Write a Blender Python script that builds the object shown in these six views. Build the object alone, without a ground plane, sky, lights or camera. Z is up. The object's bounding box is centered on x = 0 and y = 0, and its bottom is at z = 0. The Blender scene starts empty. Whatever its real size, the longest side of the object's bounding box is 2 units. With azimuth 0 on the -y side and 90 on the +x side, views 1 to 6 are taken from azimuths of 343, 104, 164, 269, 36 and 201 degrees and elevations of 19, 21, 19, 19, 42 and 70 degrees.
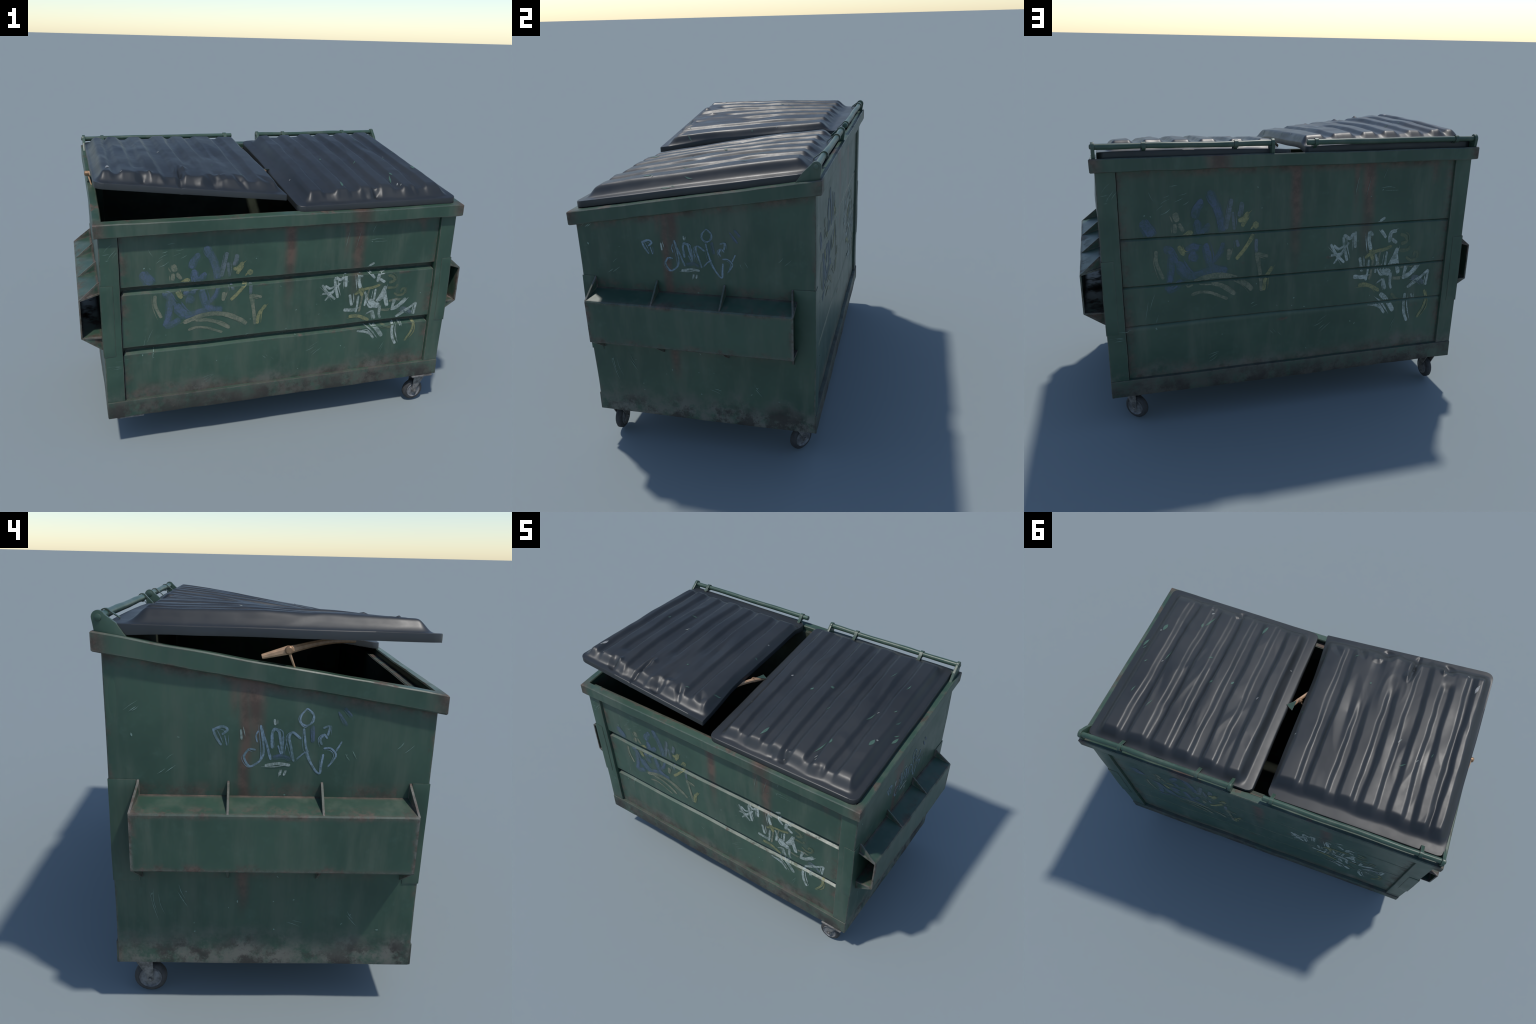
# A dented two-lid rubbish skip on castors, built from measured parts.
# Frame: metres, z up, front = -y, back = +y, left = -x, right = +x.
import bpy, bmesh, math, random
from mathutils import Vector, Matrix, noise

random.seed(7)
V = Vector

# ------------------------------------------------------------------ sizes
BODY_X, BODY_Y = 0.900, 0.513          # outer faces of the posts and walls
RIM_X, RIM_Y = 0.919, 0.538            # outer faces of the rim
RIM_IN_X, RIM_IN_Y = 0.879, 0.499
BASE_Z, RAIL_Z = 0.177, 0.264
POST_W = 0.085
SLOPE = 0.1595                         # the top falls from back to front


def rim_top(y):
    return 1.242 + SLOPE * y


def rim_low(y):
    return rim_top(y) - 0.060


def smooth(a, b, t):
    t = min(1.0, max(0.0, (t - a) / (b - a)))
    return t * t * (3 - 2 * t)


def warp(p):
    """Low, wide buckling that all the sheet metal shares."""
    q = p * 2.3
    r = p * 6.1
    a = V((noise.noise(q + V((11, 0, 0))), noise.noise(q + V((0, 23, 0))), noise.noise(q + V((0, 0, 37)))))
    b = V((noise.noise(r + V((5, 1, 0))), noise.noise(r + V((0, 3, 9))), noise.noise(r + V((2, 0, 7)))))
    d = a * 0.0035 + b * 0.0020
    d.z *= 0.8 * smooth(0.2, 0.6, p.z)
    return p + d


# ------------------------------------------------------------------ mesh helpers
THING = None


def finish(name, bm, mat, parent=None, smooth_angle=35, warped=False, kind=None, recalc=True):
    if warped:
        for v in bm.verts:
            v.co = warp(v.co)
    if recalc:
        bmesh.ops.recalc_face_normals(bm, faces=bm.faces[:])
    me = bpy.data.meshes.new(name)
    bm.to_mesh(me)
    bm.free()
    for m in (mat if isinstance(mat, (list, tuple)) else [mat]):
        me.materials.append(m)
    me.shade_smooth()
    if smooth_angle is not None:
        me.set_sharp_from_angle(angle=math.radians(smooth_angle))
    ob = bpy.data.objects.new(name, me)
    bpy.context.scene.collection.objects.link(ob)
    ob.parent = parent if parent is not None else THING
    if kind:
        ob["kind"] = kind
    return ob


def add_box(bm, lo, hi, seg=(1, 1, 1), bevel=0.0, shape=None):
    """A box cut into seg cells; shape(p) moves its points before bevelling."""
    lo, hi = V(lo), V(hi)
    n = seg
    before = set(bm.verts)
    made = {}

    def vert(i, j, k):
        key = (i, j, k)
        if key not in made:
            p = V((lo.x + (hi.x - lo.x) * i / n[0], lo.y + (hi.y - lo.y) * j / n[1], lo.z + (hi.z - lo.z) * k / n[2]))
            made[key] = bm.verts.new(p)
        return made[key]
    faces = []
    for a, b, c in ((0, 1, 2), (1, 2, 0), (2, 0, 1)):
        for end in (0, n[c]):
            for i in range(n[a]):
                for j in range(n[b]):
                    q = []
                    for di, dj in ((0, 0), (1, 0), (1, 1), (0, 1)):
                        ijk = [0, 0, 0]
                        ijk[a], ijk[b], ijk[c] = i + di, j + dj, end
                        q.append(vert(*ijk))
                    if end == 0:
                        q.reverse()
                    faces.append(bm.faces.new(q))
    if bevel > 0:
        edges = set()
        for f in faces:
            for e in f.edges:
                if len(e.link_faces) == 2 and e.link_faces[0].normal.length >= 0:
                    e.link_faces[0].normal_update()
                    e.link_faces[1].normal_update()
                    if e.calc_face_angle(0) > 0.8:
                        edges.add(e)
        bmesh.ops.bevel(bm, geom=list(edges), offset=bevel, segments=2, affect='EDGES', profile=0.6)
    if shape:
        for v in [v for v in bm.verts if v not in before]:
            v.co = shape(v.co)


def add_prism(bm, outline, axis, a, b, bevel=0.0):
    """Extrude a 2D outline along x or y or z between a and b."""
    def put(p, t):
        if axis == 'x':
            return V((t, p[0], p[1]))
        if axis == 'y':
            return V((p[0], t, p[1]))
        return V((p[0], p[1], t))
    lo = [bm.verts.new(put(p, a)) for p in outline]
    hi = [bm.verts.new(put(p, b)) for p in outline]
    n = len(outline)
    fs = [bm.faces.new(lo), bm.faces.new(hi[::-1])]
    for i in range(n):
        fs.append(bm.faces.new((lo[i], hi[i], hi[(i + 1) % n], lo[(i + 1) % n])))
    if bevel > 0:
        bmesh.ops.recalc_face_normals(bm, faces=fs)
        es = list({e for f in fs for e in f.edges})
        bmesh.ops.bevel(bm, geom=es, offset=bevel, segments=2, affect='EDGES', profile=0.6)


def add_tube(bm, pts, radii, sides=20, cap=True):
    """A round tube through pts."""
    rings = []
    for i, p in enumerate(pts):
        p = V(p)
        d = (V(pts[min(i + 1, len(pts) - 1)]) - V(pts[max(i - 1, 0)])).normalized()
        up = V((0, 0, 1)) if abs(d.z) < 0.9 else V((1, 0, 0))
        s = d.cross(up).normalized()
        t = s.cross(d)
        r = radii[i] if isinstance(radii, (list, tuple)) else radii
        rings.append([bm.verts.new(p + (s * math.cos(2 * math.pi * k / sides) + t * math.sin(2 * math.pi * k / sides)) * r) for k in range(sides)])
    for a, b in zip(rings, rings[1:]):
        for k in range(sides):
            bm.faces.new((a[k], a[(k + 1) % sides], b[(k + 1) % sides], b[k]))
    if cap:
        bm.faces.new(rings[0][::-1])
        bm.faces.new(rings[-1])


def add_lathe(bm, profile, axis_point, axis_dir, sides=40):
    """Spin (along, radius) pairs about an axis."""
    d = V(axis_dir).normalized()
    up = V((0, 0, 1)) if abs(d.z) < 0.9 else V((1, 0, 0))
    s = d.cross(up).normalized()
    t = s.cross(d)
    c = V(axis_point)
    rings = []
    for along, r in profile:
        if r < 1e-6:
            rings.append([bm.verts.new(c + d * along)])
        else:
            rings.append([bm.verts.new(c + d * along + (s * math.cos(2 * math.pi * k / sides) + t * math.sin(2 * math.pi * k / sides)) * r) for k in range(sides)])
    for a, b in zip(rings, rings[1:]):
        for k in range(sides):
            k2 = (k + 1) % sides
            if len(a) == 1 and len(b) > 1:
                bm.faces.new((a[0], b[k2], b[k]))
            elif len(b) == 1 and len(a) > 1:
                bm.faces.new((a[k], a[k2], b[0]))
            elif len(a) > 1:
                bm.faces.new((a[k], a[k2], b[k2], b[k]))


# ------------------------------------------------------------------ node helpers
class Nodes:
    def __init__(self, name):
        self.mat = bpy.data.materials.new(name)
        self.mat.use_nodes = True
        self.t = self.mat.node_tree
        self.t.nodes.clear()
        self.out = self.t.nodes.new('ShaderNodeOutputMaterial')
        self.bsdf = self.t.nodes.new('ShaderNodeBsdfPrincipled')
        self.t.links.new(self.bsdf.outputs[0], self.out.inputs[0])
        tc = self.t.nodes.new('ShaderNodeTexCoord')
        self.co = tc.outputs['Object']
        sep = self.t.nodes.new('ShaderNodeSeparateXYZ')
        self.link(self.co, sep.inputs[0])
        self.x, self.y, self.z = sep.outputs

    def link(self, a, b):
        self.t.links.new(a, b)

    def put(self, sock, val):
        if hasattr(val, 'is_linked') or hasattr(val, 'links'):
            self.link(val, sock)
        elif isinstance(val, (tuple, list)) and len(val) == 3 and sock.type == 'RGBA':
            sock.default_value = (*val, 1)
        else:
            sock.default_value = val

    def math(self, op, a, b=0.0, c=0.0, clamp=False):
        n = self.t.nodes.new('ShaderNodeMath')
        n.operation = op
        n.use_clamp = clamp
        self.put(n.inputs[0], a)
        self.put(n.inputs[1], b)
        self.put(n.inputs[2], c)
        return n.outputs[0]

    def mul(self, a, b):
        return self.math('MULTIPLY', a, b)

    def add(self, a, b):
        return self.math('ADD', a, b)

    def sub(self, a, b):
        return self.math('SUBTRACT', a, b)

    def top(self, a, b):
        return self.math('MAXIMUM', a, b)

    def ramp(self, v, a, b, lo=0.0, hi=1.0):
        n = self.t.nodes.new('ShaderNodeMapRange')
        n.interpolation_type = 'SMOOTHSTEP'
        self.put(n.inputs['Value'], v)
        if a > b:
            a, b, lo, hi = b, a, hi, lo
        n.inputs['From Min'].default_value = a
        n.inputs['From Max'].default_value = b
        n.inputs['To Min'].default_value = lo
        n.inputs['To Max'].default_value = hi
        return n.outputs[0]

    def noise(self, scale, detail=5, rough=0.6, stretch=None, dist=0.0, seed=0.0):
        n = self.t.nodes.new('ShaderNodeTexNoise')
        n.inputs['Scale'].default_value = scale
        n.inputs['Detail'].default_value = detail
        n.inputs['Roughness'].default_value = rough
        n.inputs['Distortion'].default_value = dist
        m = self.t.nodes.new('ShaderNodeMapping')
        m.inputs['Location'].default_value = (seed, seed * 0.7, seed * 1.3)
        if stretch:
            m.inputs['Scale'].default_value = stretch
        self.link(self.co, m.inputs[0])
        self.link(m.outputs[0], n.inputs[0])
        return n.outputs[0]

    def mix(self, f, a, b):
        n = self.t.nodes.new('ShaderNodeMix')
        n.data_type = 'RGBA'
        self.put(n.inputs[0], f)
        self.put(n.inputs[6], a)
        self.put(n.inputs[7], b)
        return n.outputs[2]

    def edge(self, radius=0.008):
        """Where a rounded-edge normal leaves the true one: worn corners and welds."""
        b = self.t.nodes.new('ShaderNodeBevel')
        b.samples = 6
        b.inputs['Radius'].default_value = radius
        g = self.t.nodes.new('ShaderNodeNewGeometry')
        d = self.t.nodes.new('ShaderNodeVectorMath')
        d.operation = 'DOT_PRODUCT'
        self.link(b.outputs[0], d.inputs[0])
        self.link(g.outputs['Normal'], d.inputs[1])
        return self.ramp(d.outputs['Value'], 0.995, 0.80)

    def bump(self, height, strength=0.3, distance=0.002):
        n = self.t.nodes.new('ShaderNodeBump')
        n.inputs['Strength'].default_value = strength
        n.inputs['Distance'].default_value = distance
        self.link(height, n.inputs['Height'])
        self.link(n.outputs[0], self.bsdf.inputs['Normal'])

    def set(self, **k):
        for name, v in k.items():
            self.put(self.bsdf.inputs[name.replace('_', ' ')], v)


# ------------------------------------------------------------------ colours
GREEN = (0.041, 0.082, 0.057)
GREEN_DEEP = (0.027, 0.060, 0.042)
GREEN_DUSTY = (0.068, 0.094, 0.070)
RUST = (0.112, 0.076, 0.060)
RUST_DEEP = (0.052, 0.036, 0.028)
GRIME = (0.130, 0.124, 0.108)
SOOT = (0.028, 0.025, 0.022)


def paint_base(k):
    """Mottled, slightly dusty green enamel."""
    big = k.noise(2.6, 5, 0.6, seed=3)
    fine = k.noise(15, 6, 0.7, seed=9)
    streaky = k.noise(7, 5, 0.6, stretch=(1.6, 1.6, 0.28), seed=5)
    c = k.mix(k.ramp(big, 0.35, 0.68), GREEN_DEEP, GREEN)
    c = k.mix(k.mul(k.ramp(streaky, 0.44, 0.70), 0.75), c, GREEN_DUSTY)
    c = k.mix(k.mul(k.ramp(fine, 0.52, 0.76), 0.35), c, (0.064, 0.115, 0.090))
    return c


def green_paint(name, side=None, streaks=(), rail=False, rim=False, panel=False, pocket=False, edge=0.008, wear=1.0, low=True):
    """Green enamel with rust, runs and road dirt.

    streaks: (along, top, bottom, half width, strength) rust runs, 'along' measured to the right as one faces that side.
    """
    k = Nodes(name)
    c = paint_base(k)
    along = {'front': k.x, 'back': k.mul(k.x, -1.0), 'left': k.mul(k.y, -1.0), 'right': k.y}.get(side, k.x)
    patch = k.noise(9, 6, 0.72, seed=21)
    grain = k.noise(60, 4, 0.7, seed=2)
    run = k.noise(26, 4, 0.65, stretch=(1.0, 1.0, 0.10), seed=12)
    # worn edges and welds
    e = k.edge(edge)
    rust = k.mul(k.mul(e, k.ramp(k.add(patch, k.mul(grain, 0.25)), 0.38, 0.60)), wear)
    chip = k.mul(k.ramp(e, 0.55, 0.95), k.ramp(k.noise(34, 5, 0.7, seed=55), 0.40, 0.56))
    # rust runs
    wob = k.mul(k.sub(k.noise(4, 3, 0.6, stretch=(0.2, 0.2, 1.0), seed=31), 0.5), 0.05)
    stain = None
    for s0, z1, z0, w, strength in streaks:
        d = k.math('ABSOLUTE', k.add(k.sub(along, s0), wob))
        band = k.mul(k.ramp(d, w * 1.25, 0.0), k.mul(k.ramp(k.z, z0, z0 + 0.8 * (z1 - z0)), strength))
        m = k.mul(band, k.ramp(k.add(k.add(run, k.mul(k.sub(patch, 0.5), 0.5)), k.mul(band, 0.40)), 0.30, 0.62))
        stain = m if stain is None else k.top(stain, m)
    ax, ay = k.math('ABSOLUTE', k.x), k.math('ABSOLUTE', k.y)
    if rim:
        corner = k.mul(k.ramp(ax, 0.845, 0.915), k.ramp(ay, 0.465, 0.535))
        lip = k.ramp(k.math('ABSOLUTE', k.sub(k.sub(k.add(k.mul(k.y, SLOPE), 1.212), k.z), 0.0)), 0.018, 0.032)
        rust = k.top(rust, k.mul(lip, k.ramp(patch, 0.54, 0.66)))
        rust = k.top(rust, k.mul(corner, k.ramp(patch, 0.30, 0.58)))
    if pocket:
        # scuffed along the upper and lower folds and where the sheet is welded to the wall
        fold = k.top(k.ramp(k.math('ABSOLUTE', k.sub(k.z, 0.785)), 0.022, 0.0), k.ramp(k.z, 0.628, 0.598))
        weld = k.ramp(ax, 0.918, 0.899)
        ends = k.top(k.ramp(k.y, -0.43, -0.464), k.ramp(k.y, 0.405, 0.436))
        rust = k.top(rust, k.mul(k.top(fold, ends), k.ramp(patch, 0.47, 0.62)))
        rust = k.top(rust, k.mul(weld, k.ramp(patch, 0.28, 0.50)))
    if panel:
        border = k.ramp(ax, 0.755, 0.812)
        foot = k.ramp(k.sub(k.z, k.mul(ax, 0.06)), 0.325, 0.225)
        border = k.top(k.mul(border, k.ramp(patch, 0.40, 0.62)), k.mul(foot, k.ramp(patch, 0.38, 0.58)))
        # bruised edges of the ledges
        for zl in (0.803, 0.497):
            border = k.top(border, k.mul(k.ramp(k.math('ABSOLUTE', k.sub(k.z, zl)), 0.016, 0.0), k.ramp(patch, 0.56, 0.66)))
        rust = k.top(rust, k.mul(border, 0.85))
    if side in ('left', 'right'):
        # stains round the pocket welds
        inside = k.mul(k.ramp(k.y, -0.485, -0.44), k.ramp(k.y, 0.455, 0.41))
        band = k.top(k.ramp(k.math('ABSOLUTE', k.sub(k.z, 0.83)), 0.045, 0.0), k.ramp(k.math('ABSOLUTE', k.sub(k.z, 0.56)), 0.06, 0.0))
        rust = k.top(rust, k.mul(k.mul(band, inside), k.mul(k.ramp(patch, 0.42, 0.62), 0.75)))
        corner = k.ramp(ay, 0.485, 0.512)
        rust = k.top(rust, k.mul(corner, k.mul(k.ramp(patch, 0.5, 0.66), 0.8)))
    if side in ('front', 'back', 'left', 'right'):
        under = k.sub(k.add(k.mul(k.y, SLOPE), 1.182), k.z)
        rust = k.top(rust, k.mul(k.ramp(under, 0.045, 0.004), k.mul(k.ramp(patch, 0.36, 0.58), 0.8)))
    tint = k.mix(k.ramp(k.noise(22, 5, 0.7, seed=44), 0.35, 0.65), RUST_DEEP, RUST)
    c = k.mix(rust, c, tint)
    if stain is not None:
        c = k.mix(k.math('MULTIPLY', stain, 1.15, clamp=True), c, k.mix(k.ramp(patch, 0.40, 0.62), (0.060, 0.040, 0.031), (0.112, 0.070, 0.053)))
    c = k.mix(k.mul(chip, 0.8), c, (0.165, 0.160, 0.145))
    # splashed road dirt along the foot
    if low:
        lift = k.sub(k.z, k.mul(k.sub(k.noise(5.5, 5, 0.65, seed=71), 0.5), 0.30))
        splash = k.ramp(lift, 0.36 if rail else 0.35, 0.20)
        if rail:
            splash = k.top(splash, 0.5)
        dirt = k.mul(splash, k.ramp(k.noise(11, 6, 0.75, seed=81), 0.36, 0.58))
        c = k.mix(k.mul(dirt, 0.85), c, (0.072, 0.062, 0.053) if rail else GRIME)
        soot = k.mul(k.ramp(lift, 0.31, 0.19), k.ramp(k.noise(8, 6, 0.75, seed=91), 0.42 if rail else 0.45, 0.58))
        c = k.mix(k.mul(soot, 0.9), c, SOOT)
        rough = k.add(0.40, k.mul(k.top(rust, dirt), 0.35))
    else:
        rough = k.add(0.40, k.mul(rust, 0.35))
    k.set(Base_Color=c, Roughness=k.add(rough, k.mul(k.sub(patch, 0.5), 0.25)), Specular_IOR_Level=0.45)
    k.bump(k.add(k.mul(patch, 0.6), k.mul(grain, 0.25)), 0.18, 0.002)
    return k.mat


def spray_paint(name, colour, cover):
    """Old spray paint, rubbed so that the green enamel shows through."""
    k = Nodes(name)
    worn = k.ramp(k.add(k.mul(k.noise(34, 5, 0.75, seed=4), 0.6), k.mul(k.noise(120, 3, 0.7, seed=8), 0.4)), 0.36, 0.62)
    fade = k.ramp(k.noise(9, 3, 0.6, seed=15), 0.30, 0.66, cover * 0.55, cover)
    base = paint_base(k)
    c = k.mix(k.mul(k.ramp(worn, 0, 1, 0.35, 1.0), fade), base, colour)
    k.set(Base_Color=c, Roughness=0.55, Specular_IOR_Level=0.4)
    return k.mat


def lid_plastic(name):
    k = Nodes(name)
    a = k.noise(3.0, 5, 0.6, seed=2)
    b = k.noise(28, 6, 0.72, seed=6)
    c = k.mix(k.ramp(a, 0.35, 0.65), (0.0145, 0.0170, 0.0190), (0.0205, 0.0235, 0.0255))  # base tinted cooler to carry the sky's bluish cast on the lids
    c = k.mix(k.mul(k.ramp(b, 0.58, 0.78), 0.25), c, (0.040, 0.041, 0.042))
    k.set(Base_Color=c, Roughness=k.ramp(k.noise(6, 5, 0.7, seed=10), 0.3, 0.7, 0.40, 0.50), Specular_IOR_Level=0.5)
    k.bump(k.add(k.mul(b, 0.5), k.mul(k.noise(90, 3, 0.6), 0.2)), 0.10, 0.002)
    return k.mat


def plain(name, colour, rough=0.5, metallic=0.0, vary=0.4, scale=20, dark=None):
    k = Nodes(name)
    n = k.noise(scale, 6, 0.7, seed=5)
    dk = dark or tuple(v * (1 - vary) for v in colour)
    k.set(Base_Color=k.mix(k.ramp(n, 0.35, 0.65), dk, colour), Roughness=rough, Metallic=metallic)
    k.bump(n, 0.2, 0.002)
    return k.mat

RUNS = [(0.0, 1.20, 0.56, 0.036, 1.0), (0.365, 1.26, 0.54, 0.044, 1.0), (0.30, 1.12, 0.85, 0.02, 0.6), (0.72, 1.10, 0.96, 0.03, 0.5)]
RUNS_BACK = [(s, 0.27 + (a - 0.27) * 1.2, 0.27 + (b - 0.27) * 1.2, w, st) for s, a, b, w, st in RUNS]
RUNS_LEFT = [(-0.05, 1.20, 0.90, 0.04, 0.95), (-0.08, 0.56, 0.33, 0.028, 0.8), (-0.11, 1.16, 1.04, 0.02, 0.5)]
RUNS_RIGHT = [(s - 0.03, a, b, w, st) for s, a, b, w, st in RUNS_LEFT]

paint_front = green_paint('green_enamel_front', 'front', RUNS, panel=True)
paint_back = green_paint('green_enamel_back', 'back', RUNS_BACK, panel=True)
paint_left = green_paint('green_enamel_left', 'left', RUNS_LEFT)
paint_right = green_paint('green_enamel_right', 'right', RUNS_RIGHT)
paint_post = green_paint('green_enamel_post', edge=0.010, wear=1.0)
paint_rim = green_paint('green_enamel_rim', rim=True, edge=0.010, streaks=[(0.365, 1.3, 0.9, 0.07, 0.9)], low=False)
paint_rail = green_paint('green_enamel_rail', rail=True, edge=0.010)
paint_pocket = green_paint('green_enamel_pocket', edge=0.022, wear=1.25, low=False, pocket=True)
paint_plate = green_paint('green_enamel_plate', edge=0.003, wear=0.9, low=False)
paint_hinge = green_paint('green_enamel_hinge', edge=0.004, wear=0.6, low=False)
plastic = lid_plastic('black_lid_plastic')
tyre_rubber = plain('tyre_rubber', (0.045, 0.045, 0.047), 0.75, scale=40)
wheel_metal = plain('dirty_zinc', (0.23, 0.22, 0.21), 0.55, 0.35, 0.6, 45)
wheel_rim = plain('scuffed_wheel_rim', (0.20, 0.20, 0.205), 0.6, 0.1, 0.55, 50)
raw_wood = plain('raw_wood', (0.47, 0.29, 0.17), 0.55, 0, 0.25, 30)
bolt_metal = plain('brown_bolt', (0.30, 0.18, 0.10), 0.4, 0.4, 0.3, 60)
inner_paint = plain('inner_enamel', (0.050, 0.062, 0.042), 0.7, 0, 0.45, 6)

# ------------------------------------------------------------------ the thing
THING = bpy.data.objects.new('rubbish_skip', None)
bpy.context.scene.collection.objects.link(THING)
THING["label"] = "dented green steel dumpster with two black plastic lids"
THING["category"] = "dumpster"

# front: three planks stepping out, a dark groove and a sloping ledge between them
GROOVES = [(0.844, 0.821, 0.803), (0.537, 0.515, 0.497)]     # plank foot, ledge back, ledge nose
FACE_UP, FACE_LOW, LEDGE_Y = 0.499, 0.498, 0.471


def front_face(z):
    """Distance of the front skin from the middle plane, None inside a groove."""
    for foot, back, nose in GROOVES:
        if back < z < foot:
            return None
        if nose <= z <= back:
            t = (back - z) / (back - nose)
            return LEDGE_Y + (FACE_LOW - LEDGE_Y) * t
    return FACE_UP if z > GROOVES[0][0] else FACE_LOW


PLANK_X = 0.8115
NX = 100
FRONT_TOP = 1.136


def plank(z0, ledge, z1, face, sign, paint, inner):
    """One plank: flat face, and a sloping nose at its top when ledge is given."""
    bm = bmesh.new()
    prof = [(face, z0), (face, z1)] if ledge is None else [(face, z0), (face, z1), (LEDGE_Y, ledge)]
    rows = []
    if ledge is None:
        zs = [z0 + (z1 - z0) * i / 20 for i in range(21)]
        line = [(face, z) for z in zs] + [(inner, z1)]
    else:
        zs = [z0 + (z1 - z0) * i / 20 for i in range(21)]
        line = [(face, z) for z in zs] + [(face - 0.001, z1 + 0.002), (LEDGE_Y, ledge), (inner, ledge)]
    line = [(inner, z0)] + [(face - 0.002, z0)] + [(face, z0 + 0.002)] + line[1:]
    grid = []
    for i in range(NX + 1):
        x = -PLANK_X + 2 * PLANK_X * i / NX
        col = []
        for y, z in line:
            # mitred ends of the sloping nose
            xx = x
            if ledge is not None and z > z1 + 0.001 and i in (0, NX):
                xx = x * (PLANK_X - (z - z1) * 0.7) / PLANK_X
            col.append(bm.verts.new((xx, sign * y, z)))
        grid.append(col)
    for a, b in zip(grid, grid[1:]):
        for j in range(len(line) - 1):
            bm.faces.new((a[j], b[j], b[j + 1], a[j + 1]))
        bm.faces.new((a[-1], b[-1], b[0], a[0]))
    bm.faces.new(grid[0])
    bm.faces.new(grid[-1][::-1])
    return finish('wall_plank', bm, paint, warped=True, smooth_angle=25)


plank(GROOVES[0][0], None, FRONT_TOP, FACE_UP, -1, paint_front, 0.472)
plank(GROOVES[1][0], GROOVES[0][1], GROOVES[0][2], FACE_LOW, -1, paint_front, 0.471)
plank(RAIL_Z - 0.02, GROOVES[1][1], GROOVES[1][2], FACE_LOW, -1, paint_front, 0.471)

# back: four strips with shallow lapped seams
SEAMS = [0.961, 0.733, 0.537]
BACK_TOP = rim_top(0.5) - 0.022
cuts = [BACK_TOP] + SEAMS + [RAIL_Z - 0.02]
for i in range(4):
    hi, lo = cuts[i], cuts[i + 1]
    bm = bmesh.new()
    out = 0.5010 - 0.0010 * i
    nz = 6

    def lap(p, hi=hi, out=out, i=i):
        q = p.copy()
        if i and q.y > 0.49 and q.z > hi - 0.009:
            q.y -= 0.009 * smooth(hi - 0.009, hi, q.z)
        return q
    add_box(bm, (-0.815, 0.488, lo + 0.0015), (0.813, out, hi - 0.0015), (NX, 1, 20), 0.0015, lap)
    finish('wall_strip', bm, paint_back, warped=True, smooth_angle=30)

# the inner skin behind both and the floor
bm = bmesh.new()
add_box(bm, (-0.880, -0.4705, BASE_Z + 0.01), (0.880, -0.4665, FRONT_TOP - 0.001), (40, 1, 16))
add_box(bm, (-0.880, 0.475, BASE_Z + 0.01), (0.880, 0.4895, BACK_TOP - 0.001), (40, 1, 16))
add_box(bm, (-0.890, -0.505, BASE_Z + 0.002), (0.890, 0.505, BASE_Z + 0.016), (8, 6, 1))
finish('inner_skin', bm, inner_paint, warped=True)

# side walls
SIDE_KNOCKS = [(0.487, 1.12, 0.010, 0.07, -0.006), (0.492, 0.38, 0.009, 0.09, -0.007), (-0.02, 0.25, 0.04, 0.03, -0.004), (0.33, 0.24, 0.07, 0.04, -0.005),
               (-0.38, 0.25, 0.05, 0.03, -0.005), (0.05, 1.07, 0.30, 0.11, 0.010), (-0.3, 0.97, 0.2, 0.12, 0.003)]


def side_relief(y, z):
    """Creases at the rear corner, knocks near the foot, a swelling under the rim."""
    return sum(d * math.exp(-((y - a) / ra) ** 2 - ((z - b) / rb) ** 2) for a, b, ra, rb, d in SIDE_KNOCKS)


for sx, paint in ((-1, paint_left), (1, paint_right)):
    bm = bmesh.new()

    def tilt(p):
        t = (p.z - BASE_Z) / (1.10 - BASE_Z)
        return V((p.x, p.y, BASE_Z + t * (rim_top(p.y) - 0.022 - BASE_Z)))
    a, b = sorted((sx * 0.880, sx * BODY_X))
    add_box(bm, (a, -0.5105, BASE_Z + 0.0005), (b, 0.5105, 1.10), (1, 70, 60), 0.003, tilt)

    for v in bm.verts:
        if v.co.x * sx > 0.895:
            v.co.x += sx * side_relief(v.co.y, v.co.z)
    finish('side_wall', bm, paint, warped=True)

# corner posts
for sx in (-1, 1):
    for sy in (-1, 1):
        bm = bmesh.new()

        def tilt(p):
            t = (p.z - BASE_Z) / (1.0 - BASE_Z)
            return V((p.x, p.y, BASE_Z + t * (rim_top(p.y) - 0.03 - BASE_Z)))
        xa, xb = sorted((sx * (BODY_X - POST_W), sx * (BODY_X - 0.0012)))
        ya, yb = sorted((sy * 0.466, sy * BODY_Y))
        add_box(bm, (xa, ya, RAIL_Z - 0.03), (xb, yb, 1.0), (1, 1, 24), 0.004, tilt)
        finish('corner_post', bm, paint_post, warped=True)

# foot rails front and back
for sy in (-1, 1):
    bm = bmesh.new()
    ya, yb = sorted((sy * 0.468, sy * 0.5175))

    def knocks(p, sy=sy):
        q = p.copy()
        if q.z < 0.19:
            q.z += 0.004 * max(0, noise.noise(V((q.x * 7, sy * 3, 0)))) + 0.002 * noise.noise(V((q.x * 25, 1, 0)))
        return q
    add_box(bm, (-0.8985, ya, BASE_Z), (0.8985, yb, RAIL_Z), (60, 1, 3), 0.0035, knocks)
    finish('base_rail', bm, paint_rail, warped=True)

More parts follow.
